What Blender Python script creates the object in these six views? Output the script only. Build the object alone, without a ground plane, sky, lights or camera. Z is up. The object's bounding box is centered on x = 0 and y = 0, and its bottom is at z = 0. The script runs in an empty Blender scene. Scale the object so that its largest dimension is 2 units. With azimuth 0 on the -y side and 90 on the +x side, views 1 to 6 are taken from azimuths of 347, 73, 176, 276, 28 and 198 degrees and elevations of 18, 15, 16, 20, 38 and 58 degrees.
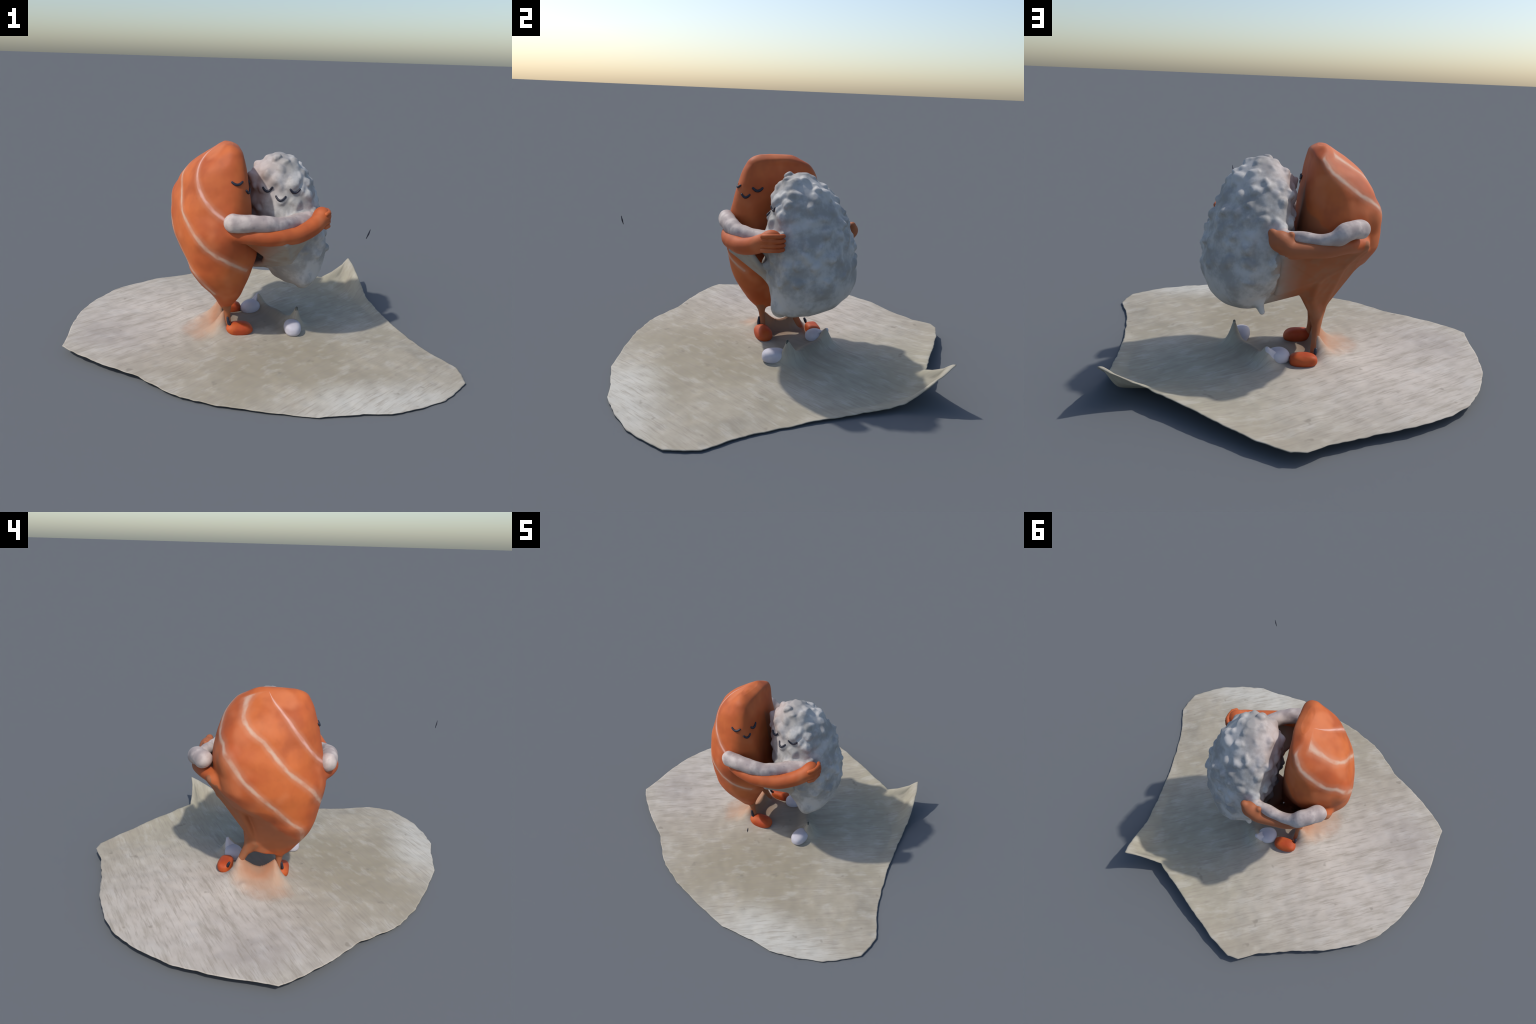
# Two hugging figures (a salmon slice and a rice ball) standing on a curled patch of wooden board.
import bpy, math, random
import numpy as np
from mathutils import Vector
from mathutils.bvhtree import BVHTree

rng = np.random.default_rng(7)
SCN = bpy.context.scene

# ----------------------------------------------------------------------------- helpers: curves and noise
def catmull_closed(pts, n):
    """Closed Catmull-Rom curve through the control points, n samples."""
    p = np.asarray(pts, float); m = len(p)
    t = np.linspace(0, m, n, endpoint=False)
    i = t.astype(int); f = (t - i)[:, None]
    a, b, c, d = p[(i-1) % m], p[i % m], p[(i+1) % m], p[(i+2) % m]
    return 0.5*((2*b) + (c-a)*f + (2*a-5*b+4*c-d)*f**2 + (3*b-a-3*c+d)*f**3)

def hermite(x, xs, ys):
    """Monotone-ish cubic interpolation of ys (rows) over xs."""
    xs = np.asarray(xs, float); ys = np.asarray(ys, float)
    d = np.diff(ys, axis=0)/np.diff(xs)[:, None]
    m = np.empty_like(ys); m[0] = d[0]; m[-1] = d[-1]
    h = np.diff(xs)[:, None]
    w1, w2 = 2*h[1:]+h[:-1], h[1:]+2*h[:-1]
    same = d[:-1]*d[1:] > 0
    with np.errstate(divide='ignore', invalid='ignore'):
        hm = (w1+w2)/(w1/d[:-1]+w2/d[1:])
    m[1:-1] = np.where(same, hm, 0)
    k = np.clip(np.searchsorted(xs, x)-1, 0, len(xs)-2)
    hh = (xs[k+1]-xs[k])[:, None]; t = ((x-xs[k])[:, None])/hh
    return ((1+2*t)*(1-t)**2*ys[k] + t*(1-t)**2*hh*m[k] + t*t*(3-2*t)*ys[k+1] + t*t*(t-1)*hh*m[k+1])

def lattice_noise(P, scale, seed):
    """Smooth value noise, P (...,3) -> about -1..1."""
    r = np.random.default_rng(seed).uniform(-1, 1, (32, 32, 32)).astype(np.float32)
    q = P*scale + 100.0
    i = np.floor(q).astype(int); f = q-i; f = f*f*(3-2*f)
    o = 0
    for dx in (0, 1):
        for dy in (0, 1):
            for dz in (0, 1):
                w = (f[..., 0] if dx else 1-f[..., 0])*(f[..., 1] if dy else 1-f[..., 1])*(f[..., 2] if dz else 1-f[..., 2])
                o = o + w*r[(i[..., 0]+dx) % 32, (i[..., 1]+dy) % 32, (i[..., 2]+dz) % 32]
    return o

# ----------------------------------------------------------------------------- body of stacked cross-sections
class Lofted:
    """A solid given by horizontal sections: height -> closed outline of control points (x, y)."""
    NT, NZ = 144, 320
    def __init__(self, sections):
        self.z = np.array([s[0] for s in sections])
        cen, rad = [], []
        th = np.linspace(-math.pi, math.pi, self.NT, endpoint=False)
        for _, pts in sections:
            c = catmull_closed(pts, 400)
            m = c.mean(0); q = c-m
            a = np.arctan2(q[:, 1], q[:, 0]); r = np.hypot(q[:, 0], q[:, 1])
            o = np.argsort(a); a, r = a[o], r[o]
            rad.append(np.interp(th, np.r_[a-2*math.pi, a, a+2*math.pi], np.r_[r, r, r])); cen.append(m)
        self.zz = np.linspace(self.z[0], self.z[-1], self.NZ)
        self.cen = hermite(self.zz, self.z, np.array(cen))
        self.rad = hermite(self.zz, self.z, np.array(rad))
    def __call__(self, P):
        x, y, z = P[..., 0], P[..., 1], P[..., 2]
        u = np.clip((z-self.zz[0])/(self.zz[-1]-self.zz[0])*(self.NZ-1), 0, self.NZ-1.001)
        i = u.astype(int); f = u-i
        cx = self.cen[i, 0]*(1-f)+self.cen[i+1, 0]*f
        cy = self.cen[i, 1]*(1-f)+self.cen[i+1, 1]*f
        dx, dy = x-cx, y-cy
        v = (np.arctan2(dy, dx)+math.pi)/(2*math.pi)*self.NT
        j = np.floor(v).astype(int); g = v-j; j0 = j % self.NT; j1 = (j+1) % self.NT
        R = (self.rad[i, j0]*(1-g)+self.rad[i, j1]*g)*(1-f)+(self.rad[i+1, j0]*(1-g)+self.rad[i+1, j1]*g)*f
        d = (np.hypot(dx, dy)-R)*0.85
        over = np.maximum(self.zz[0]-z, z-self.zz[-1])
        return np.where(over > 0, np.hypot(np.maximum(d, 0), over), np.maximum(d, over))

# ----------------------------------------------------------------------------- distance primitives
def capsule(P, a, b, ra, rb):
    a = np.array(a); b = np.array(b); ab = b-a
    t = np.clip(((P-a)@ab)/(ab@ab), 0, 1)
    return np.linalg.norm(P-a-t[..., None]*ab, axis=-1)-(ra+(rb-ra)*t)

def limb(P, pts):
    """Chain of capsules through (x, y, z, radius), blended."""
    pts = np.array(pts, float)
    n = 6*(len(pts)-1)+1
    s = hermite(np.linspace(0, len(pts)-1, n), np.arange(len(pts)), pts)
    d = None
    for k in range(n-1):
        c = capsule(P, s[k, :3], s[k+1, :3], s[k, 3], s[k+1, 3])
        d = c if d is None else np.minimum(d, c)
    return d

def ellipsoid(P, c, r):
    q = (P-np.array(c))/np.array(r)
    k0 = np.linalg.norm(q, axis=-1); k1 = np.linalg.norm(q/np.array(r), axis=-1)
    return k0*(k0-1)/np.maximum(k1, 1e-6)

def membrane(P, a, b, c, thick):
    """Triangle with a thickness: the skins that bridge the two figures."""
    a, b, c = map(np.array, (a, b, c))
    ba, cb, ac = b-a, c-b, a-c
    n = np.cross(ba, ac)
    pa, pb, pc = P-a, P-b, P-c
    s = (np.sign(pa@np.cross(ba, n))+np.sign(pb@np.cross(cb, n))+np.sign(pc@np.cross(ac, n)))
    def seg(p, e):
        t = np.clip((p@e)/(e@e), 0, 1); q = p-t[..., None]*e
        return (q*q).sum(-1)
    edge = np.minimum(np.minimum(seg(pa, ba), seg(pb, cb)), seg(pc, ac))
    face = (pa@n)**2/(n@n)
    return np.sqrt(np.where(s < 2, edge, face))-thick

def smin(a, b, k):
    h = np.clip(0.5+0.5*(b-a)/k, 0, 1)
    return b*(1-h)+a*h-k*h*(1-h)

# ----------------------------------------------------------------------------- isosurface (surface nets)
def skin(field, lo, hi, h, relax=2):
    lo = np.array(lo); n = np.ceil((np.array(hi)-lo)/h).astype(int)+1
    ax = [lo[i]+h*np.arange(n[i]) for i in range(3)]
    # coarse pass first; only samples near the surface are evaluated finely
    K = 4
    nc = n//K+2
    g = np.stack(np.meshgrid(*[lo[i]+h*K*np.arange(nc[i]) for i in range(3)], indexing='ij'), -1)
    Fc = field(g.reshape(-1, 3)).reshape(nc)
    near = np.abs(Fc) < h*K*2.0
    for i in range(3):                                 # and wherever neighbouring coarse samples differ in sign
        c = np.diff((Fc < 0).astype(np.int8), axis=i) != 0
        for off in (-1, 0, 1, 2):
            lo_i = max(0, off); src = c.take(range(max(0, -off), min(c.shape[i], nc[i]-off)), axis=i)
            sl = [slice(None)]*3; sl[i] = slice(lo_i, lo_i+src.shape[i]); near[tuple(sl)] |= src
    pick = [np.minimum((np.arange(n[i])+K//2)//K, nc[i]-1) for i in range(3)]
    F = Fc[np.ix_(*pick)].astype(np.float32)
    I = np.argwhere(near[np.ix_(*pick)])
    for s0 in range(0, len(I), 400000):
        J = I[s0:s0+400000]
        F[tuple(J.T)] = field(lo+h*J)
    S = F < 0
    corners = [(a, b, c) for a in (0, 1) for b in (0, 1) for c in (0, 1)]
    cnt = sum(S[a:n[0]-1+a, b:n[1]-1+b, c:n[2]-1+c].astype(np.int8) for a, b, c in corners)
    cells = np.argwhere((cnt > 0) & (cnt < 8))
    idx = -np.ones(n-1, int); idx[tuple(cells.T)] = np.arange(len(cells))
    acc = np.zeros((len(cells), 3)); num = np.zeros(len(cells))
    for a in corners:
        for axis in range(3):
            if a[axis]: continue
            b = list(a); b[axis] = 1
            fa = F[cells[:, 0]+a[0], cells[:, 1]+a[1], cells[:, 2]+a[2]].astype(float)
            fb = F[cells[:, 0]+b[0], cells[:, 1]+b[1], cells[:, 2]+b[2]].astype(float)
            m = (fa < 0) != (fb < 0)
            t = np.where(m, fa/np.where(m, fa-fb, 1), 0)
            p = np.tile(np.array(a, float), (len(cells), 1)); p[:, axis] += t
            acc += p*m[:, None]; num += m
    V = lo+h*(cells+acc/num[:, None])
    quads = []
    for axis in range(3):
        o1, o2 = [(1, 2), (2, 0), (0, 1)][axis]
        sl0 = [slice(None)]*3; sl1 = [slice(None)]*3
        sl0[axis] = slice(0, -1); sl1[axis] = slice(1, None)
        A, B = S[tuple(sl0)], S[tuple(sl1)]
        e = np.argwhere(A != B)
        e = e[(e[:, o1] > 0) & (e[:, o2] > 0) & (e[:, o1] < n[o1]-1) & (e[:, o2] < n[o2]-1)]
        d1 = np.zeros(3, int); d1[o1] = 1
        d2 = np.zeros(3, int); d2[o2] = 1
        q = np.stack([idx[tuple((e-d1-d2).T)], idx[tuple((e-d2).T)], idx[tuple(e.T)], idx[tuple((e-d1).T)]], 1)
        flip = ~A[tuple(e.T)]
        q[flip] = q[flip][:, ::-1]
        quads.append(q)
    Q = np.concatenate(quads)
    E = np.concatenate([Q[:, [0, 1]], Q[:, [1, 2]], Q[:, [2, 3]], Q[:, [3, 0]]])
    deg = np.bincount(E.ravel(), minlength=len(V))[:, None]
    for it in range(relax):                            # Taubin smoothing, keeps volume
        for lam in (0.55, -0.57):
            s = np.zeros_like(V)
            for c in range(3):
                s[:, c] = np.bincount(E[:, 0], V[E[:, 1], c], len(V))+np.bincount(E[:, 1], V[E[:, 0], c], len(V))
            V = V+lam*(s/np.maximum(deg, 1)-V)
    return V, Q

# ----------------------------------------------------------------------------- Blender objects
def new_object(name, V, Q, mat, parent, smooth=True):
    me = bpy.data.meshes.new(name)
    me.from_pydata([tuple(v) for v in np.asarray(V)], [], [list(map(int, q)) for q in Q])
    me.materials.append(mat)
    me.polygons.foreach_set('use_smooth', [smooth]*len(me.polygons))
    me.update()
    ob = bpy.data.objects.new(name, me); SCN.collection.objects.link(ob); ob.parent = parent
    return ob

def split_body(V, Q, labels, names, mats, parent):
    """Separate one smooth skin into named parts that share the body's normals."""
    tmp = bpy.data.meshes.new('tmp'); tmp.from_pydata([tuple(v) for v in V], [], [list(map(int, q)) for q in Q])
    tmp.update()
    N = np.empty(len(V)*3); tmp.vertex_normals.foreach_get('vector', N); N = N.reshape(-1, 3)
    bpy.data.meshes.remove(tmp)
    out = {}
    for k, (nm, mt) in enumerate(zip(names, mats)):
        f = Q[labels == k]
        if len(f) == 0: continue
        used, inv = np.unique(f, return_inverse=True)
        ob = new_object(nm, V[used], inv.reshape(-1, 4), mt, parent)
        ob.data.normals_split_custom_set_from_vertices([tuple(v) for v in N[used]])
        out[k] = ob
    return out

def revolved_blob(name, centre, radii, mat, parent, power=2.4, wob=0.06, seed=1, yaw=0.0, shear=0.0):
    """Rounded pebble-like solid (superellipsoid with a gentle irregular surface)."""
    nu, nv = 48, 28
    V = []; Q = []
    for j in range(nv+1):
        phi = -math.pi/2+math.pi*j/nv
        for i in range(nu):
            t = 2*math.pi*i/nu
            d = np.array([math.cos(phi)*math.cos(t), math.cos(phi)*math.sin(t), math.sin(phi)])
            s = (np.abs(d)**power).sum()**(-1/power)
            V.append(d*s)
    for j in range(nv):
        for i in range(nu):
            a, b = j*nu+i, j*nu+(i+1) % nu
            Q.append((a, b, b+nu, a+nu))
    V = np.array(V); V *= 1+wob*lattice_noise(V, 1.3, seed)[:, None]
    V = V*np.array(radii); V[:, 0] += shear*V[:, 2]
    c, s = math.cos(yaw), math.sin(yaw)
    V = np.stack([V[:, 0]*c-V[:, 1]*s, V[:, 0]*s+V[:, 1]*c, V[:, 2]], 1)+np.array(centre)
    return new_object(name, V, Q, mat, parent)

def tube(name, pts, rads, mat, parent, nseg=10):
    """Round-ended tube along a path."""
    pts = np.array(pts, float); V = []; Q = []
    T = np.gradient(pts, axis=0); T /= np.linalg.norm(T, axis=1)[:, None]
    ref = np.array([0.3, 0.2, 0.93])
    rings = []
    for k in range(len(pts)):
        u = np.cross(T[k], ref); u /= np.linalg.norm(u); w = np.cross(T[k], u)
        rings.append((pts[k], u, w, rads[k]))
    r0, r1 = rings[0], rings[-1]
    rings = [(r0[0]-T[0]*r0[3]*.7, r0[1], r0[2], r0[3]*.6)]+rings+[(r1[0]+T[-1]*r1[3]*.7, r1[1], r1[2], r1[3]*.6)]
    for c, u, w, r in rings:
        for i in range(nseg):
            a = 2*math.pi*i/nseg; V.append(c+r*(math.cos(a)*u+math.sin(a)*w))
    for k in range(len(rings)-1):
        for i in range(nseg):
            a, b = k*nseg+i, k*nseg+(i+1) % nseg
            Q.append((a, b, b+nseg, a+nseg))
    Q.append(tuple(range(nseg))[::-1]); Q.append(tuple(range((len(rings)-1)*nseg, len(rings)*nseg)))
    return new_object(name, V, Q, mat, parent)

# ----------------------------------------------------------------------------- materials
class Nodes:
    def __init__(self, name, rough=0.6, spec=0.3):
        self.mat = bpy.data.materials.new(name); self.mat.use_nodes = True
        self.t = self.mat.node_tree; self.n = self.t.nodes
        self.bsdf = self.n['Principled BSDF']
        self.bsdf.inputs['Roughness'].default_value = rough
        self.bsdf.inputs['Specular IOR Level'].default_value = spec
        self.co = self.n.new('ShaderNodeTexCoord').outputs['Object']
    def link(self, a, b): self.t.links.new(a, b)
    def put(self, sock, v):
        if isinstance(v, bpy.types.NodeSocket): self.link(v, sock)
        else: sock.default_value = v
    def math(self, op, a, b=0.0, c=0.0, clamp=False):
        m = self.n.new('ShaderNodeMath'); m.operation = op; m.use_clamp = clamp
        for i, v in enumerate((a, b, c)): self.put(m.inputs[i], v)
        return m.outputs[0]
    def vmath(self, op, a, b=None, out=0):
        m = self.n.new('ShaderNodeVectorMath'); m.operation = op
        self.put(m.inputs[0], a)
        if b is not None: self.put(m.inputs[1], b)
        return m.outputs['Value'] if out else m.outputs['Vector']
    def scale(self, v, s):
        m = self.n.new('ShaderNodeVectorMath'); m.operation = 'SCALE'
        self.put(m.inputs[0], v); self.put(m.inputs['Scale'], s); return m.outputs['Vector']
    def noise(self, scale, detail=3.0, rough=0.5, vec=None):
        m = self.n.new('ShaderNodeTexNoise'); m.inputs['Scale'].default_value = scale
        m.inputs['Detail'].default_value = detail; m.inputs['Roughness'].default_value = rough
        self.link(vec if vec is not None else self.co, m.inputs['Vector']); return m.outputs['Fac']
    def ramp(self, fac, lo, hi):
        m = self.n.new('ShaderNodeMapRange'); m.interpolation_type = 'SMOOTHSTEP'
        self.put(m.inputs['Value'], fac); self.put(m.inputs['From Min'], lo); self.put(m.inputs['From Max'], hi)
        return m.outputs['Result']
    def mix(self, fac, a, b, mode='MIX'):
        m = self.n.new('ShaderNodeMix'); m.data_type = 'RGBA'; m.blend_type = mode
        self.put(m.inputs['Factor'], fac)
        for s, v in ((m.inputs[6], a), (m.inputs[7], b)):
            if isinstance(v, tuple): v = (*v, 1.0) if len(v) == 3 else v
            self.put(s, v)
        return m.outputs[2]
    def mapped(self, rot=(0, 0, 0), scale=(1, 1, 1), loc=(0, 0, 0)):
        m = self.n.new('ShaderNodeMapping')
        m.inputs['Rotation'].default_value = rot; m.inputs['Scale'].default_value = scale; m.inputs['Location'].default_value = loc
        self.link(self.co, m.inputs['Vector']); return m.outputs['Vector']
    def turned(self, angle, scale):
        r = self.mapped(rot=(0, 0, angle))
        m = self.n.new('ShaderNodeMapping'); m.inputs['Scale'].default_value = scale
        self.link(r, m.inputs['Vector']); return m.outputs['Vector']
    def dist(self, p, squash=(1, 1, 1)):
        d = self.vmath('SUBTRACT', self.co, tuple(p))
        d = self.vmath('MULTIPLY', d, tuple(squash))
        return self.vmath('LENGTH', d, out=1)
    def spot(self, p, r0, r1, squash=(1, 1, 1), wob=None):
        """1 inside r0, 0 beyond r1 around p."""
        d = self.dist(p, squash)
        if wob is not None: d = self.math('ADD', d, wob)
        return self.math('SUBTRACT', 1.0, self.ramp(d, r0, r1))
    def finish(self, col, bump=None, strength=0.2, distance=0.01):
        self.put(self.bsdf.inputs['Base Color'], col)
        if bump is not None:
            b = self.n.new('ShaderNodeBump'); b.inputs['Strength'].default_value = strength
            b.inputs['Distance'].default_value = distance
            self.link(bump, b.inputs['Height']); self.link(b.outputs['Normal'], self.bsdf.inputs['Normal'])
        return self.mat

def polyline_distance(N, v2, pts):
    """Node distance from a flat vector (a, b, 0) to a polyline of (a, b) points."""
    best = None
    for (a, b) in zip(pts[:-1], pts[1:]):
        A = (a[0], a[1], 0.0); e = (b[0]-a[0], b[1]-a[1], 0.0); l2 = e[0]**2+e[1]**2
        pa = N.vmath('SUBTRACT', v2, A)
        t = N.math('MULTIPLY', N.vmath('DOT_PRODUCT', pa, e, out=1), 1/l2, clamp=True)
        ev = N.n.new('ShaderNodeCombineXYZ'); ev.inputs[0].default_value, ev.inputs[1].default_value = e[0], e[1]
        d = N.vmath('LENGTH', N.vmath('SUBTRACT', pa, N.scale(ev.outputs[0], t)), out=1)
        best = d if best is None else N.math('MINIMUM', best, d)
    return best

AXIS = (-0.15, 0.0)      # vertical axis of the salmon, for wrapping the stripes
STRIPES = [              # (angle in radians around the axis, from the -x side towards -y ; height)
    [(.43,1.10), (.45,1.05), (.60,1.01), (.72,.965), (.82,.92), (.95,.87), (1.10,.825), (1.30,.775), (1.50,.738)],
    [(-1.50,1.050), (-.95,1.01), (-.50,.952), (-.30,.92), (.0,.878), (.25,.82), (.50,.75), (.80,.68), (1.05,.62), (1.20,.577), (1.40,.54), (1.61,.506), (2.05,.441)],
    [(-1.90,1.04), (-1.65,.985), (-1.31,.93), (-1.05,.88), (-.83,.856), (-.61,.803), (-.46,.741), (-.31,.689), (-.02,.62), (.23,.56), (.52,.50), (.90,.425), (1.10,.365), (1.30,.31)],
]

def salmon_material():
    N = Nodes('salmon_flesh', 0.62, 0.3)
    sep = N.n.new('ShaderNodeSeparateXYZ'); N.link(N.co, sep.inputs[0])
    x = N.math('SUBTRACT', AXIS[0], sep.outputs[0]); y = N.math('SUBTRACT', AXIS[1], sep.outputs[1])
    th = N.math('ARCTAN2', y, x)
    comb = N.n.new('ShaderNodeCombineXYZ')
    wob = N.noise(9.0, 3.0)
    N.link(N.math('MULTIPLY', th, 0.22), comb.inputs[0])
    N.link(N.math('ADD', sep.outputs[2], N.math('MULTIPLY', N.math('SUBTRACT', wob, 0.5), 0.02)), comb.inputs[1])
    v2 = comb.outputs[0]
    base = N.mix(N.ramp(N.noise(4.5, 4.0), 0.35, 0.7), (0.46, 0.095, 0.025), (0.57, 0.142, 0.037))
    base = N.mix(N.math('MULTIPLY', N.ramp(N.noise(26.0, 4.0, 0.6), 0.5, 0.8), 0.25), base, (0.38, 0.10, 0.03))
    base = N.mix(N.math('MULTIPLY', N.ramp(N.noise(3.2, 4.0, 0.6), 0.46, 0.68), 0.6), base, (0.35, 0.075, 0.025))
    base = N.mix(N.math('MULTIPLY', N.ramp(N.noise(5.5, 2.0, 0.5, N.mapped(loc=(3, 1, 2))), 0.52, 0.72), 0.5), base, (0.66, 0.21, 0.085))
    tan = (0.60, 0.40, 0.28)
    for k, pts in enumerate(STRIPES):
        d = polyline_distance(N, v2, [(a*0.22, b) for a, b in pts])
        d = N.math('ADD', d, N.math('MULTIPLY', N.math('SUBTRACT', N.noise(22.0, 3.0), 0.5), 0.012))
        soft = N.ramp(d, 0.034, 0.006)
        core = N.ramp(d, 0.0135, 0.002)
        # fades: the stripe is broken up by noise
        br = N.ramp(N.noise(11.0, 3.0), 0.22, 0.62)
        base = N.mix(N.math('MULTIPLY', soft, 0.18), base, tan)
        base = N.mix(N.math('MULTIPLY', N.math('MULTIPLY', core, br), 0.85), base, (0.62, 0.42, 0.31) if k else (0.72, 0.40, 0.33))
    # underside: dull brown of the hole filled in by the scan, with a ragged upper border
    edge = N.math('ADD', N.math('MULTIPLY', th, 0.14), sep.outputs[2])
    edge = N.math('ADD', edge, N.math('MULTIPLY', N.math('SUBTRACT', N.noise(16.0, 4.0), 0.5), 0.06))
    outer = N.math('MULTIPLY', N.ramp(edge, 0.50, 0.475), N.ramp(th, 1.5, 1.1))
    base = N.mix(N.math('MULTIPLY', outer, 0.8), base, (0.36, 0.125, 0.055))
    return N.finish(base, N.noise(60.0, 4.0), 0.12, 0.004)

def plain_orange(name, a, b):
    N = Nodes(name, 0.6, 0.3)
    base = N.mix(N.ramp(N.noise(14.0, 4.0), 0.35, 0.68), a, b)
    return N.finish(base, N.noise(70.0, 3.0), 0.1, 0.004)

def rice_material():
    N = Nodes('rice_white', 0.6, 0.3)
    col = N.mix(N.ramp(N.noise(9.0, 5.0, 0.6), 0.38, 0.64), (0.33, 0.315, 0.295), (0.52, 0.50, 0.475))
    col = N.mix(N.math('MULTIPLY', N.ramp(N.noise(20.0, 3.0), 0.55, 0.75), 0.4), col, (0.27, 0.275, 0.30))
    bounce = N.math('MULTIPLY', N.spot((0.04, 0.02, 0.86), 0.05, 0.26), 0.5)  # pink light bounced off the salmon, painted into the rice colour
    col = N.mix(bounce, col, (0.52, 0.36, 0.32))
    return N.finish(col, N.noise(45.0, 4.0), 0.15, 0.005)

def rice_arm_material():
    N = Nodes('rice_arm_white', 0.6, 0.3)
    col = N.mix(N.ramp(N.noise(16.0, 4.0), 0.38, 0.66), (0.40, 0.33, 0.31), (0.56, 0.48, 0.44))
    col = N.mix(N.math('MULTIPLY', N.ramp(N.noise(24.0, 2.0), 0.58, 0.72), 0.4), col, (0.24, 0.21, 0.22))
    return N.finish(col, N.noise(45.0, 4.0), 0.15, 0.005)

def web_material():
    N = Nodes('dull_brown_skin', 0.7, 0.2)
    sep = N.n.new('ShaderNodeSeparateXYZ'); N.link(N.co, sep.inputs[0])
    w = N.math('ADD', sep.outputs[0], N.math('MULTIPLY', N.math('SUBTRACT', N.noise(6.0, 3.0), 0.5), 0.08))
    col = N.mix(N.ramp(w, -0.02, 0.16), (0.36, 0.12, 0.05), (0.37, 0.34, 0.30))
    col = N.mix(N.math('MULTIPLY', N.ramp(N.noise(18.0, 3.0), 0.4, 0.7), 0.3), col, (0.30, 0.18, 0.11))
    return N.finish(col)

def board_material():
    N = Nodes('weathered_wood', 0.75, 0.2)
    R30 = math.radians(-30)
    g1 = N.noise(1.0, 4.0, 0.6, N.turned(R30, (3.5, 26, 6)))
    g2 = N.noise(1.0, 4.0, 0.6, N.turned(R30, (9, 85, 10)))
    g3 = N.noise(1.0, 3.0, 0.55, N.turned(R30, (9, 17, 8)))
    cloud = N.noise(2.4, 5.0, 0.6)
    w = N.math('MULTIPLY', N.math('SUBTRACT', cloud, 0.5), 0.6)
    base = N.mix(N.ramp(cloud, 0.30, 0.72), (0.335, 0.295, 0.225), (0.47, 0.43, 0.36))
    pink = N.spot((-0.48, 0.22, 0), 0.25, 0.95, wob=w)
    base = N.mix(N.math('MULTIPLY', pink, 0.7), base, (0.57, 0.51, 0.455))
    olive = N.spot((0.15, -0.42, 0), 0.05, 0.75, (0.75, 1.15, 1), wob=w)
    base = N.mix(N.math('MULTIPLY', olive, 0.82), base, (0.315, 0.275, 0.195))
    yel = N.spot((0.60, 0.35, 0), 0.1, 0.75, wob=w)
    base = N.mix(N.math('MULTIPLY', yel, 0.6), base, (0.39, 0.36, 0.26))
    pale = N.spot((0.45, -0.92, 0), 0.05, 0.36, (0.55, 1.5, 1), wob=w)
    base = N.mix(N.math('MULTIPLY', pale, 0.6), base, (0.60, 0.59, 0.54))
    grey = N.spot((-0.83, 0.0, 0), 0.0, 0.3, (1, .8, 1), wob=w)
    base = N.mix(N.math('MULTIPLY', grey, 0.6), base, (0.36, 0.32, 0.29))
    base = N.mix(N.math('MULTIPLY', N.ramp(g3, 0.46, 0.72), 0.30), base, (0.31, 0.275, 0.225))
    base = N.mix(N.math('MULTIPLY', N.ramp(g3, 0.50, 0.28), 0.30), base, (0.58, 0.55, 0.50))
    base = N.mix(N.math('MULTIPLY', N.ramp(g1, 0.50, 0.72), 0.45), base, (0.29, 0.255, 0.20))
    base = N.mix(N.math('MULTIPLY', N.ramp(g2, 0.48, 0.70), 0.60), base, (0.31, 0.27, 0.22))
    sp = N.math('MULTIPLY', N.ramp(N.noise(13.0, 2.0), 0.69, 0.78), 0.5)
    base = N.mix(sp, base, (0.2, 0.175, 0.14))
    stain = N.spot((-0.17, 0.03, 0.05), 0.05, 0.20, wob=w)
    base = N.mix(N.math('MULTIPLY', stain, 0.75), base, (0.44, 0.255, 0.16))
    rise = N.spot((-0.125, 0.03, 0.13), 0.05, 0.13, wob=N.math('MULTIPLY', w, 0.3))
    base = N.mix(N.math('MULTIPLY', rise, 0.8), base, (0.42, 0.17, 0.08))
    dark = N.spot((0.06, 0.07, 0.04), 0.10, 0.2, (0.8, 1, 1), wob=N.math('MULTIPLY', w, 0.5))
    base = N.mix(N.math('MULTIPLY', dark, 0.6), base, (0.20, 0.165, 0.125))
    hgt = N.math('ADD', N.math('MULTIPLY', g1, 0.7), N.math('MULTIPLY', g2, 0.3))
    return N.finish(base, hgt, 0.25, 0.006)

def dark_material():
    N = Nodes('dark_blue_paint', 0.5, 0.4)
    return N.finish(N.mix(N.noise(60.0, 2.0), (0.012, 0.014, 0.026), (0.03, 0.032, 0.05)))

def spike_material():
    N = Nodes('dark_grey_sliver', 0.7, 0.2)
    return N.finish(N.mix(N.ramp(N.noise(25.0, 3.0), 0.35, 0.65), (0.05, 0.055, 0.05), (0.26, 0.26, 0.22)))

# ============================================================================= the object
root = bpy.data.objects.new('hugging_sushi_figurine', None); SCN.collection.objects.link(root)
root['label'] = 'orange salmon slice and white rice ball figures hugging on a wooden patch'
root['category'] = 'figurine'

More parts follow.
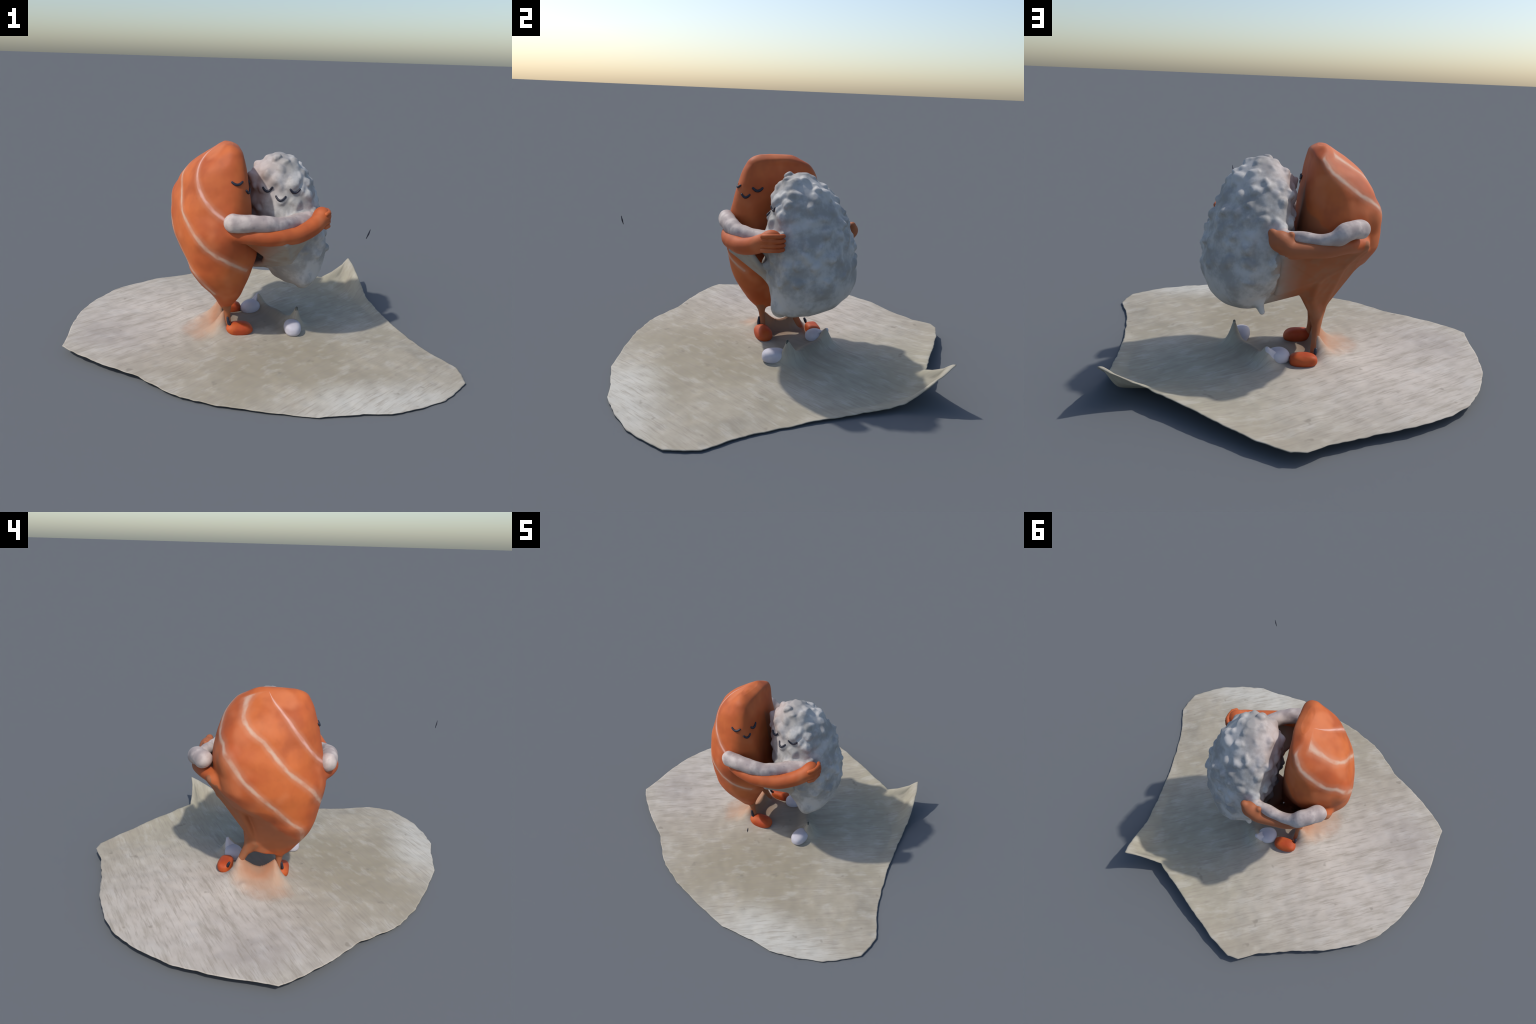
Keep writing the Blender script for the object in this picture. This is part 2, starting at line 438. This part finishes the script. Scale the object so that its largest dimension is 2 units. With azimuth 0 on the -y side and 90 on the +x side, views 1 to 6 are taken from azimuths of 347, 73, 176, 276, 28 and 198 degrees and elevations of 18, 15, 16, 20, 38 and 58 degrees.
# ----------------------------------------------------------------------------- salmon torso: sections from foot to crown
# order: front inner corner, front, front outer, outer(-y), outermost, outer(+y), back crease, inner back, inner mid, inner front
SALMON = Lofted([
    (0.190, [(-.105,-.09), (-.125,-.10), (-.145,-.09), (-.150,-.05), (-.150,-.01), (-.140,.03), (-.125,.05), (-.110,.04), (-.100,.00), (-.100,-.05)]),
    (0.235, [(-.080,-.14), (-.125,-.16), (-.165,-.14), (-.175,-.08), (-.160,.00), (-.140,.07), (-.115,.09), (-.090,.07), (-.085,.00), (-.075,-.07)]),
    (0.275, [(-.060,-.16), (-.120,-.19), (-.190,-.165), (-.205,-.08), (-.175,.02), (-.145,.08), (-.115,.10), (-.075,.08), (-.060,.00), (-.055,-.08)]),
    (0.350, [(-.030,-.17), (-.100,-.235), (-.232,-.212), (-.272,-.11), (-.210,.02), (-.160,.08), (-.125,.10), (-.060,.10), (-.030,.05), (-.020,-.08)]),
    (0.440, [(.000,-.17), (-.120,-.263), (-.270,-.232), (-.326,-.125), (-.277,.01), (-.205,.10), (-.145,.14), (-.070,.14), (.000,.10), (.015,-.05)]),
    (0.530, [(.015,-.18), (-.120,-.284), (-.285,-.243), (-.352,-.13), (-.366,.03), (-.318,.13), (-.220,.18), (-.100,.17), (.000,.10), (.020,-.08)]),
    (0.630, [(-.005,-.20), (-.140,-.300), (-.292,-.248), (-.370,-.12), (-.400,.04), (-.378,.16), (-.275,.230), (-.130,.23), (-.010,.12), (.005,-.10)]),
    (0.750, [(-.020,-.21), (-.130,-.281), (-.290,-.216), (-.360,-.11), (-.395,.04), (-.380,.155), (-.290,.245), (-.140,.264), (-.020,.13), (-.016,-.09)]),
    (0.870, [(-.040,-.222), (-.130,-.260), (-.268,-.197), (-.329,-.10), (-.357,.03), (-.350,.145), (-.288,.220), (-.145,.247), (-.036,.12), (-.028,-.08)]),
    (0.955, [(-.048,-.208), (-.120,-.236), (-.232,-.192), (-.290,-.10), (-.314,.02), (-.285,.135), (-.185,.215), (-.095,.205), (-.040,.08), (-.038,-.09)]),
    (1.030, [(-.060,-.185), (-.120,-.205), (-.184,-.158), (-.222,-.07), (-.226,.02), (-.186,.11), (-.112,.168), (-.066,.140), (-.050,.04), (-.050,-.09)]),
    (1.068, [(-.080,-.165), (-.120,-.175), (-.155,-.13), (-.168,-.06), (-.165,.01), (-.145,.07), (-.108,.100), (-.070,.07), (-.050,.01), (-.058,-.08)]),
    (1.085, [(-.100,-.125), (-.120,-.130), (-.136,-.10), (-.138,-.06), (-.135,.00), (-.122,.05), (-.108,.060), (-.092,.04), (-.080,.00), (-.088,-.06)]),
    (1.091, [(-.108,-.075), (-.114,-.078), (-.120,-.06), (-.122,-.04), (-.120,.00), (-.116,.02), (-.110,.028), (-.106,.01), (-.103,-.01), (-.104,-.04)]),
])
# ----------------------------------------------------------------------------- rice torso
# order: inner mid, inner front, front left, front, front right, outer(-y), outermost, outer(+y), back, back inner
RICE = Lofted([
    (0.288, [(.240,.07), (.248,.05), (.256,.02), (.270,.00), (.290,.00), (.305,.01), (.310,.04), (.300,.07), (.275,.09), (.250,.08)]),
    (0.302, [(.195,.08), (.205,.01), (.230,-.05), (.270,-.085), (.320,-.09), (.360,-.06), (.372,.03), (.325,.11), (.265,.16), (.210,.14)]),
    (0.336, [(.160,.08), (.180,.00), (.212,-.075), (.260,-.118), (.330,-.13), (.390,-.09), (.415,.03), (.360,.16), (.275,.245), (.180,.21)]),
    (0.400, [(.100,.08), (.130,-.02), (.180,-.095), (.240,-.14), (.320,-.148), (.415,-.10), (.450,.03), (.400,.19), (.290,.295), (.150,.255)]),
    (0.500, [(.060,.08), (.090,-.04), (.140,-.115), (.200,-.155), (.300,-.163), (.420,-.11), (.470,.04), (.420,.20), (.280,.326), (.115,.302)]),
    (0.640, [(.040,.06), (.060,-.06), (.110,-.14), (.180,-.172), (.285,-.175), (.400,-.12), (.450,.03), (.400,.195), (.250,.308), (.085,.308)]),
    (0.750, [(.030,.05), (.050,-.06), (.100,-.122), (.165,-.155), (.265,-.158), (.362,-.11), (.418,.03), (.378,.175), (.238,.282), (.080,.280)]),
    (0.840, [(.024,.03), (.050,-.048), (.090,-.093), (.150,-.130), (.230,-.140), (.322,-.103), (.384,.03), (.350,.145), (.218,.242), (.078,.228)]),
    (0.910, [(.028,.03), (.050,-.043), (.098,-.096), (.160,-.122), (.243,-.117), (.304,-.078), (.341,.03), (.318,.115), (.207,.195), (.083,.178)]),
    (0.960, [(.064,.03), (.080,-.03), (.115,-.074), (.165,-.097), (.228,-.092), (.276,-.058), (.298,.03), (.278,.09), (.205,.138), (.108,.125)]),
    (1.000, [(.108,.03), (.118,-.01), (.140,-.042), (.172,-.058), (.212,-.053), (.238,-.03), (.248,.03), (.232,.06), (.195,.085), (.135,.078)]),
    (1.024, [(.155,.03), (.160,.015), (.168,.00), (.180,-.008), (.195,-.005), (.204,.01), (.207,.03), (.200,.042), (.185,.05), (.165,.045)]),
])

# ----------------------------------------------------------------------------- limbs (x, y, z, radius)
FRONT_ARM = [(-.17,-.235,.675,.040), (-.10,-.285,.658,.041), (-.03,-.313,.656,.042), (.06,-.325,.648,.043), (.18,-.308,.648,.043), (.27,-.268,.665,.045), (.335,-.230,.695,.046), (.370,-.190,.715,.044)]
BACK_ARM = [(-.29,.230,.66,.036), (-.20,.315,.668,.036), (-.08,.360,.658,.036), (.04,.358,.658,.040), (.105,.350,.695,.043)]
RICE_FRONT_ARM = [(.30,-.170,.690,.042), (.21,-.218,.690,.044), (.10,-.292,.702,.045), (.02,-.312,.716,.045), (-.06,-.312,.722,.046), (-.128,-.303,.725,.048)]
RICE_BACK_ARM = [(.08,.315,.705,.036), (.01,.338,.706,.031), (-.07,.352,.700,.033), (-.135,.358,.714,.037), (-.200,.342,.742,.045), (-.262,.305,.742,.045)]

def salmon_parts(P):
    torso = smin(SALMON(P), ellipsoid(P, (-.335,.155,.775), (.048,.055,.072)), .03)   # knob on the back shoulder
    for c, r in [((-.262,-.120,1.068), .052), ((-.185,-.228,1.050), .042), ((-.336,-.195,.930), .050)]:      # thumbed hollows near the crown
        torso = -smin(-torso, ellipsoid(P, c, (r, r, r)), .03)
    near = np.abs(torso) < .05
    torso[near] += .0045*lattice_noise(P[near], 7.0, 41)+.0016*lattice_noise(P[near], 20.0, 42)
    front = limb(P, FRONT_ARM)
    back = limb(P, BACK_ARM)
    # hands lying against the rice
    fh = ellipsoid(P, (.371,-.192,.719), (.043,.054,.050))
    bh = ellipsoid(P, (.100,.345,.690), (.048,.036,.045))
    bh = smin(bh, capsule(P, (.125,.345,.70), (.140,.345,.730), .026, .020), .012)
    bh = smin(bh, capsule(P, (.060,.350,.70), (.055,.352,.725), .018, .015), .012)
    # thin legs
    legF = limb(P, [(-.125,-.10,.24,.040), (-.115,-.085,.19,.024), (-.108,-.078,.12,.016), (-.100,-.075,.05,.020)])
    legB = limb(P, [(-.125,.055,.25,.036), (-.118,.090,.20,.026), (-.112,.125,.13,.020), (-.105,.155,.05,.022)])
    # skins that fill the gap between the figures (back side and below the arms)
    t = .016
    A1, B1, K1, K2, C1 = (-.300,.260,.660), (.080,.362,.630), (-.100,.222,.485), (-.205,.228,.550), (.100,.230,.410)
    D1, M1, E1, G1, J1 = (-.030,.105,.370), (-.088,.105,.330), (-.118,.080,.200), (-.320,.140,.580), (-.140,.045,.260)
    web = membrane(P, A1, B1, K2, t)
    for tri in [(B1, K1, K2), (B1, C1, K1), (C1, D1, K1), (K1, D1, M1), (K2, K1, M1), (M1, D1, E1), (G1, K2, J1), (K2, M1, J1), (M1, E1, J1), (G1, A1, K2)]:
        web = smin(web, membrane(P, *tri, t), .012)
    return [torso, front, fh, back, bh, legF, legB, web]

def salmon_field(P):
    T, fa, fh, ba, bh, lF, lB, wb = salmon_parts(P)
    d = smin(T, np.minimum(lF, lB), .025)
    d = smin(d, wb, .02)
    a = np.minimum(smin(fa, fh, .02), smin(ba, bh, .02))
    return smin(d, a, .018)

# grains: swellings of the rice skin, dense on the crown and the outer side, fading downwards
def grain_seeds():
    r = np.random.default_rng(11); out = []; seeds = []
    tries = 0
    while len(out) < 120 and tries < 20000:
        tries += 1
        z = r.uniform(.50, 1.015); a = r.uniform(-math.pi, math.pi)
        u = (z-RICE.zz[0])/(RICE.zz[-1]-RICE.zz[0])*(RICE.NZ-1); i = int(u)
        R = RICE.rad[i, int((a+math.pi)/(2*math.pi)*RICE.NT) % RICE.NT]
        p = np.array([RICE.cen[i, 0]+R*math.cos(a), RICE.cen[i, 1]+R*math.sin(a), z])
        inner = p[0] < .06
        smooth_side = max(0, (p[1]-.08)/.16)*max(0, min(1, (.98-z)/.12))
        keep = (1-.85*min(1, smooth_side))*min(1, (z-.48)/.22)*(0.35 if inner else 1)
        if r.uniform() > keep: continue
        if all(np.linalg.norm(p-q) > r.uniform(.050, .072) for q in seeds):
            seeds.append(p)
            e = .004; n = np.array([float(RICE(p+e*np.eye(3)[k])-RICE(p-e*np.eye(3)[k])) for k in range(3)]); n /= np.linalg.norm(n)
            tang = np.cross(n, r.uniform(-1, 1, 3)); tang /= np.linalg.norm(tang)
            size, hgt = r.uniform(.024, .046), r.uniform(.008, .022)
            out.append((p-n*(size-hgt), size, tang*r.uniform(.004, .014), n))
    return out
GRAINS = grain_seeds()

def rice_torso(P):
    d = RICE(P)
    d = smin(d, ellipsoid(P, (.305,-.105,.345), (.052,.046,.062)), .03)          # lump hanging at the front
    d = smin(d, capsule(P, (.190,.238,.37), (.170,.248,.318), .028, .005), .02)   # point under the back
    shell = np.abs(d) < .07
    q = P[shell]; s = d[shell]
    q = q+.010*np.stack([lattice_noise(q, 24.0, 60+k) for k in range(3)], -1)
    for c, size, tang, n in GRAINS:
        m = np.linalg.norm(q-c, axis=1) < .09
        if m.any(): s[m] = smin(s[m], capsule(q[m], c-tang, c+tang, size, size*.80), .011)
    s = s+.0035*lattice_noise(q, 22.0, 5)+.012*lattice_noise(q, 13.0, 6)*np.clip((.42-q[:, 2])/.10, 0, 1)
    d = d.copy(); d[shell] = s
    return d

# grey-brown skin between the two, under the front arm, and the bridge between bellies
def bridge_field(P):
    d = membrane(P, (.090,.210,.410), (.170,.165,.335), (-.020,.110,.368), .014)
    for a, b, c, t in [((.100,.212,.412), (.09,.342,.62), (.18,.280,.45), .016),
                       ((.10,.02,.405), (-.02,.05,.385), (.08,.18,.415), .020),
                       ((.10,.02,.40), (.22,.0,.40), (.08,.20,.40), .020),
                       ((.22,.15,.35), (.22,.0,.39), (.08,.20,.415), .018),
                       ((-.06,-.300,.625), (.14,-.335,.615), (.08,-.17,.500), .010),
                       ((.28,-.270,.635), (.14,-.335,.615), (.22,-.14,.46), .012),
                       ((.08,-.17,.500), (.14,-.335,.615), (.22,-.14,.46), .012),
                       ((.08,-.17,.500), (.10,-.02,.41), (.22,-.12,.44), .014),
                       ((.10,-.06,.430), (.10,.04,.40), (-.01,-.02,.40), .014)]:
        d = smin(d, membrane(P, a, b, c, t), .012)
    return d

def rice_parts(P):
    torso = rice_torso(P)
    fa = limb(P, RICE_FRONT_ARM)+.0035*lattice_noise(P, 30.0, 8)
    ba = limb(P, RICE_BACK_ARM)+.008*lattice_noise(P, 17.0, 9)
    return [torso, fa, ba, bridge_field(P)]

def rice_field(P):
    T, fa, ba, br = rice_parts(P)
    return smin(smin(T, np.minimum(fa, ba), .03), br, .03)

# ----------------------------------------------------------------------------- build the figures
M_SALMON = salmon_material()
M_RICE, M_RARM, M_WEB = rice_material(), rice_arm_material(), web_material()
M_FOOT = plain_orange('orange_foot', (0.42, 0.058, 0.015), (0.50, 0.095, 0.02))
M_RFOOT = plain_orange('white_foot', (0.50, 0.48, 0.54), (0.58, 0.55, 0.58))
M_BOARD, M_DARK, M_SPIKE = board_material(), dark_material(), spike_material()

H = 0.005
V, Q = skin(salmon_field, (-.46,-.42,.0), (.49,.46,1.13), H)
C = V[Q].mean(1)
D = np.array(salmon_parts(C)); lab = D.argmin(0)
# 0 torso, 1 arm, 2 hand, 3 arm, 4 hand, 5 leg, 6 leg, 7+8 skins
lab[(lab == 7) & (D[0] < D[7]+.004)] = 0
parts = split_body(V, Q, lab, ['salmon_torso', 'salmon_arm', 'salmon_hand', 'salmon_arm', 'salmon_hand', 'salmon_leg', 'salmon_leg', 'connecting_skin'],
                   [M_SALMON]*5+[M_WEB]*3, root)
salmon_torso = parts[0]
parts[2].parent = parts[1]; parts[4].parent = parts[3]
for k in range(4):                                       # finger rolls of the hand on the rice's side
    zf, cut = .744-.0230*k, .005*abs(k-1.3)
    tube('finger', [(.378,-.240,zf-.004), (.398,-.222,zf-.001), (.412-cut,-.192,zf), (.416-cut,-.162,zf), (.405-cut,-.136,zf)],
         [.0120, .0132, .0130, .0125, .0110], M_SALMON, parts[2], 14)
salmon_bvh = BVHTree.FromPolygons([Vector(v) for v in V], [list(map(int, q)) for q in Q])

V, Q = skin(rice_field, (-.35,-.42,.23), (.55,.45,1.10), H)
C = V[Q].mean(1)
lab = np.array(rice_parts(C)).argmin(0)
parts = split_body(V, Q, lab, ['rice_torso', 'rice_arm', 'rice_arm', 'connecting_skin'], [M_RICE, M_RARM, M_RARM, M_WEB], root)
rice_torso_ob = parts[0]
rice_bvh = BVHTree.FromPolygons([Vector(v) for v in V], [list(map(int, q)) for q in Q])

# ----------------------------------------------------------------------------- faces
def smile(name, bvh, centre, width, sag, rad, tilt, parent):
    """A small curved bead line laid on the skin: closed eyes and mouths."""
    c = Vector(centre)
    loc, nrm, _, _ = bvh.find_nearest(c)
    nrm = Vector((nrm.x, nrm.y, nrm.z*0.3)).normalized()
    if (c+nrm*0.2-Vector((0.1, 0.0, c.z))).length < (c-Vector((0.1, 0, c.z))).length and False: nrm = -nrm
    right = Vector((0, 0, 1)).cross(nrm).normalized(); up = Vector((0, 0, 1))
    pts = []
    for k in range(13):
        s = -1+2*k/12
        o = right*(s*width/2)+up*(sag*(s*s-0.5)+tilt*s)
        hit, n2, _, _ = bvh.ray_cast(loc+o+nrm*0.06, -nrm, 0.14)
        if hit is None: hit, n2, _, _ = bvh.find_nearest(loc+o)
        pts.append(tuple(hit+nrm*rad*0.25))
    rads = [rad*(0.75+0.25*math.cos(1.3*(-1+2*k/12))) for k in range(13)]
    return tube(name, pts, rads, M_DARK, parent)

smile('eye', salmon_bvh, (-.101,-.245,.913), .054, .014, .0070, 0.0, salmon_torso)
smile('eye', salmon_bvh, (-.022,-.158,.905), .054, .016, .0080, 0.0, salmon_torso)
smile('mouth', salmon_bvh, (-.047,-.218,.867), .046, .016, .0070, 0.0, salmon_torso)
smile('eye', rice_bvh, (.089,-.107,.853), .050, .022, .0068, 0.002, rice_torso_ob)
smile('eye', rice_bvh, (.233,-.157,.844), .052, .020, .0068, 0.0, rice_torso_ob)
smile('mouth', rice_bvh, (.151,-.148,.814), .052, .024, .0065, 0.0, rice_torso_ob)

# ----------------------------------------------------------------------------- feet
revolved_blob('salmon_foot', (-.043,-.088,.050), (.076,.048,.041), M_FOOT, root, 2.4, .08, 3, 0.0, -.25)
revolved_blob('salmon_foot', (-.046,.222,.052), (.072,.042,.036), M_FOOT, root, 2.5, .08, 4, -0.05)
revolved_blob('rice_foot', (.264,-.108,.044), (.049,.074,.040), M_RFOOT, root, 2.3, .06, 5, -0.18)
revolved_blob('rice_foot', (.080,.192,.058), (.060,.052,.043), M_RFOOT, root, 2.2, .06, 6, 0.35)

# ----------------------------------------------------------------------------- the board patch: a thin curled sheet
RIM = [(1.005,-.650,.004), (.965,-.800,.004), (.780,-.930,.004), (.640,-.970,.004), (.480,-.998,.006), (.300,-.972,.006), (.150,-.962,.006),
       (.050,-.930,.006), (-.120,-.870,.008), (-.280,-.800,.012), (-.440,-.710,.014), (-.620,-.510,.025), (-.850,-.320,.040), (-.950,-.215,.044), (-.998,-.151,.044),
       (-.962,.150,.038), (-.920,.330,.036), (-.845,.490,.036), (-.748,.622,.037), (-.635,.715,.038), (-.450,.806,.042), (-.212,.878,.038), (-.090,.930,.042), (.015,.990,.048),
       (.078,.996,.050), (.205,.918,.052), (.320,.840,.060), (.415,.765,.068), (.540,.668,.076), (.665,.574,.084), (.742,.580,.120), (.821,.592,.165), (.862,.606,.203),
       (.876,.560,.175), (.886,.490,.130), (.890,.420,.085), (.888,.350,.042), (.885,.260,.022), (.884,.100,.012), (.890,-.090,.008), (.918,-.300,.004), (.932,-.430,.004)]
rim = np.array(RIM)
seg = []
for a, b in zip(rim, np.roll(rim, -1, 0)):
    m = max(2, int(np.linalg.norm(b-a)/.011)); seg.append(a+(b-a)*(np.arange(m)/m)[:, None])
ring = np.concatenate(seg)
jag = lattice_noise(np.c_[ring[:, :2], 0*ring[:, 0]], 14.0, 21)*.0045+lattice_noise(np.c_[ring[:, :2], 0*ring[:, 0]], 45.0, 22)*.0025
HUB = np.array([0.05, 0.05])
out = ring[:, :2]-HUB; out /= np.linalg.norm(out, axis=1)[:, None]
ring[:, :2] += out*jag[:, None]
INNER = np.array([(.03,.526,.031), (.515,-.02,.009), (0,0,.016), (-.25,.10,.030), (-.05,-.10,.022), (.26,-.12,.008), (-.5,.1,.024), (-.4,-.4,.027), (.1,-.5,.022),
                  (.5,-.6,.016), (.45,-.776,.020), (.8,-.45,.020), (.6,.3,.012), (.70,.38,.010), (-.4,.5,.036), (.2,.3,.024), (.68,.47,.032), (.76,.47,.030), (.82,.47,.045), (.79,.36,.012), (.83,.53,.085), (.74,.52,.065), (.6,.5,.050), (.8,-.3,.006), (-.7,.1,.036), (-.75,.35,.036), (.35,.65,.05)])
CTRL = np.concatenate([rim, INNER])
def thin_plate(P2):
    """Smooth height through the control points (thin-plate spline)."""
    def phi(r2): return 0.5*r2*np.log(r2+1e-9)
    X = CTRL[:, :2]; n = len(X)
    A = phi(((X[:, None]-X[None])**2).sum(-1)); T = np.c_[np.ones(n), X]
    M = np.block([[A+1e-4*np.eye(n), T], [T.T, np.zeros((3, 3))]])
    w = np.linalg.solve(M, np.r_[CTRL[:, 2], 0, 0, 0])
    out = np.zeros(len(P2))
    for i in range(n): out += w[i]*phi(((P2-X[i])**2).sum(-1))
    return out+w[n]+P2@w[n+1:]
NR = 130
f = (np.arange(1, NR+1)/NR)**0.85
pts2 = np.concatenate([[HUB]]+[HUB+(ring[:, :2]-HUB)*k for k in f])
zz = thin_plate(pts2)
rimw = np.concatenate([[0]]+[np.full(len(ring), k) for k in f])
ringz = np.concatenate([[0]]+[ring[:, 2]]*NR)
w = np.clip((rimw-.90)/.10, 0, 1)**2
zz = zz*(1-w)+ringz*w
def hump(c, h, r, p=1.0, sq=(1, 1)):
    d = np.hypot((pts2[:, 0]-c[0])*sq[0], (pts2[:, 1]-c[1])*sq[1])/r
    return h*np.exp(-d**p)
p3 = np.c_[pts2, 0*zz]
zz += .0035*lattice_noise(p3, 7.0, 31)*(1-.5*rimw)+.0018*lattice_noise(p3, 22.0, 32)
# ground drawn up around the feet
zz += hump((.301,-.054), .085, .026, 1.3, (1.2, .8))+hump((.31,-.03), .03, .06, 2)
zz += hump((.137,.232), .075, .04, 1.4)+hump((.22,.10), .020, .07, 2, (.7, .7))+hump((.06,.06), .020, .14, 2)
zz += hump((-.245,.098), .016, .03, 1.2)
t = np.clip((pts2[:, 1]+.06)/.19, 0, 1)
dx = pts2[:, 0]-(-.128+.012*t); dy = pts2[:, 1]-(-.06+.19*t)
back = 0.040-0.022*dx/np.maximum(np.hypot(dx, dy), .012)
zz += (.125-.055*np.sin(t*math.pi))*np.exp(-((np.hypot(dx, dy)/back)**1.3))
t = np.clip(((pts2[:, 0]-.30)*-.15+(pts2[:, 1]+.04)*.26)/(.15**2+.26**2), 0, 1)
zz += .030*np.exp(-(np.hypot(pts2[:, 0]-.30+.15*t, pts2[:, 1]+.04-.26*t)/.038)**2)
zz = np.maximum(zz, .003)
n = len(ring); Qb = []
for i in range(n): Qb.append((0, 1+i, 1+(i+1) % n))
for k in range(NR-1):
    o = 1+k*n
    for i in range(n):
        j = (i+1) % n; Qb.append((o+i, o+n+i, o+n+j, o+j))
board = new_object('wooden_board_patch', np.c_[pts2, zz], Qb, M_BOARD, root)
sol = board.modifiers.new('thickness', 'SOLIDIFY'); sol.thickness = 0.003; sol.offset = -1

# slivers of dark skin standing on the board
tube('sliver', [(.298,-.066,.045), (.300,-.060,.085), (.301,-.056,.115), (.301,-.054,.142)], [.016, .011, .009, .007], M_SPIKE, root)
V, Q = skin(lambda P: smin(smin(membrane(P, (.137,.237,.118), (.075,.215,.070), (.10,.245,.030), .006),
                           membrane(P, (.137,.237,.118), (.075,.215,.070), (.10,.165,.075), .006), .012),
                           membrane(P, (.137,.237,.118), (.15,.255,.03), (.10,.245,.03), .008), .012),
            (.03,.12,-.01), (.19,.30,.15), .005)
new_object('pointed_flap', V, Q, M_RFOOT, root)
tube('sliver', [(.137,.238,.120), (.146,.235,.100), (.152,.228,.080), (.158,.222,.066)], [.005, .006, .006, .004], M_DARK, root)

# solid dark slivers added for the black lines at the ankles, and one loose flake of the scan hanging in the air
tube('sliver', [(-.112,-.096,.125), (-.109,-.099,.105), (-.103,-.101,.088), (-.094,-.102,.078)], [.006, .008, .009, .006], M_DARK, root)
tube('sliver', [(-.108,.190,.098), (-.106,.196,.085), (-.105,.200,.072)], [.007, .009, .007], M_DARK, root)
tube('stray_flake', [(.325,-.898,.805), (.331,-.903,.825), (.336,-.907,.846)], [.0015, .0035, .0015], M_DARK, root, 6)
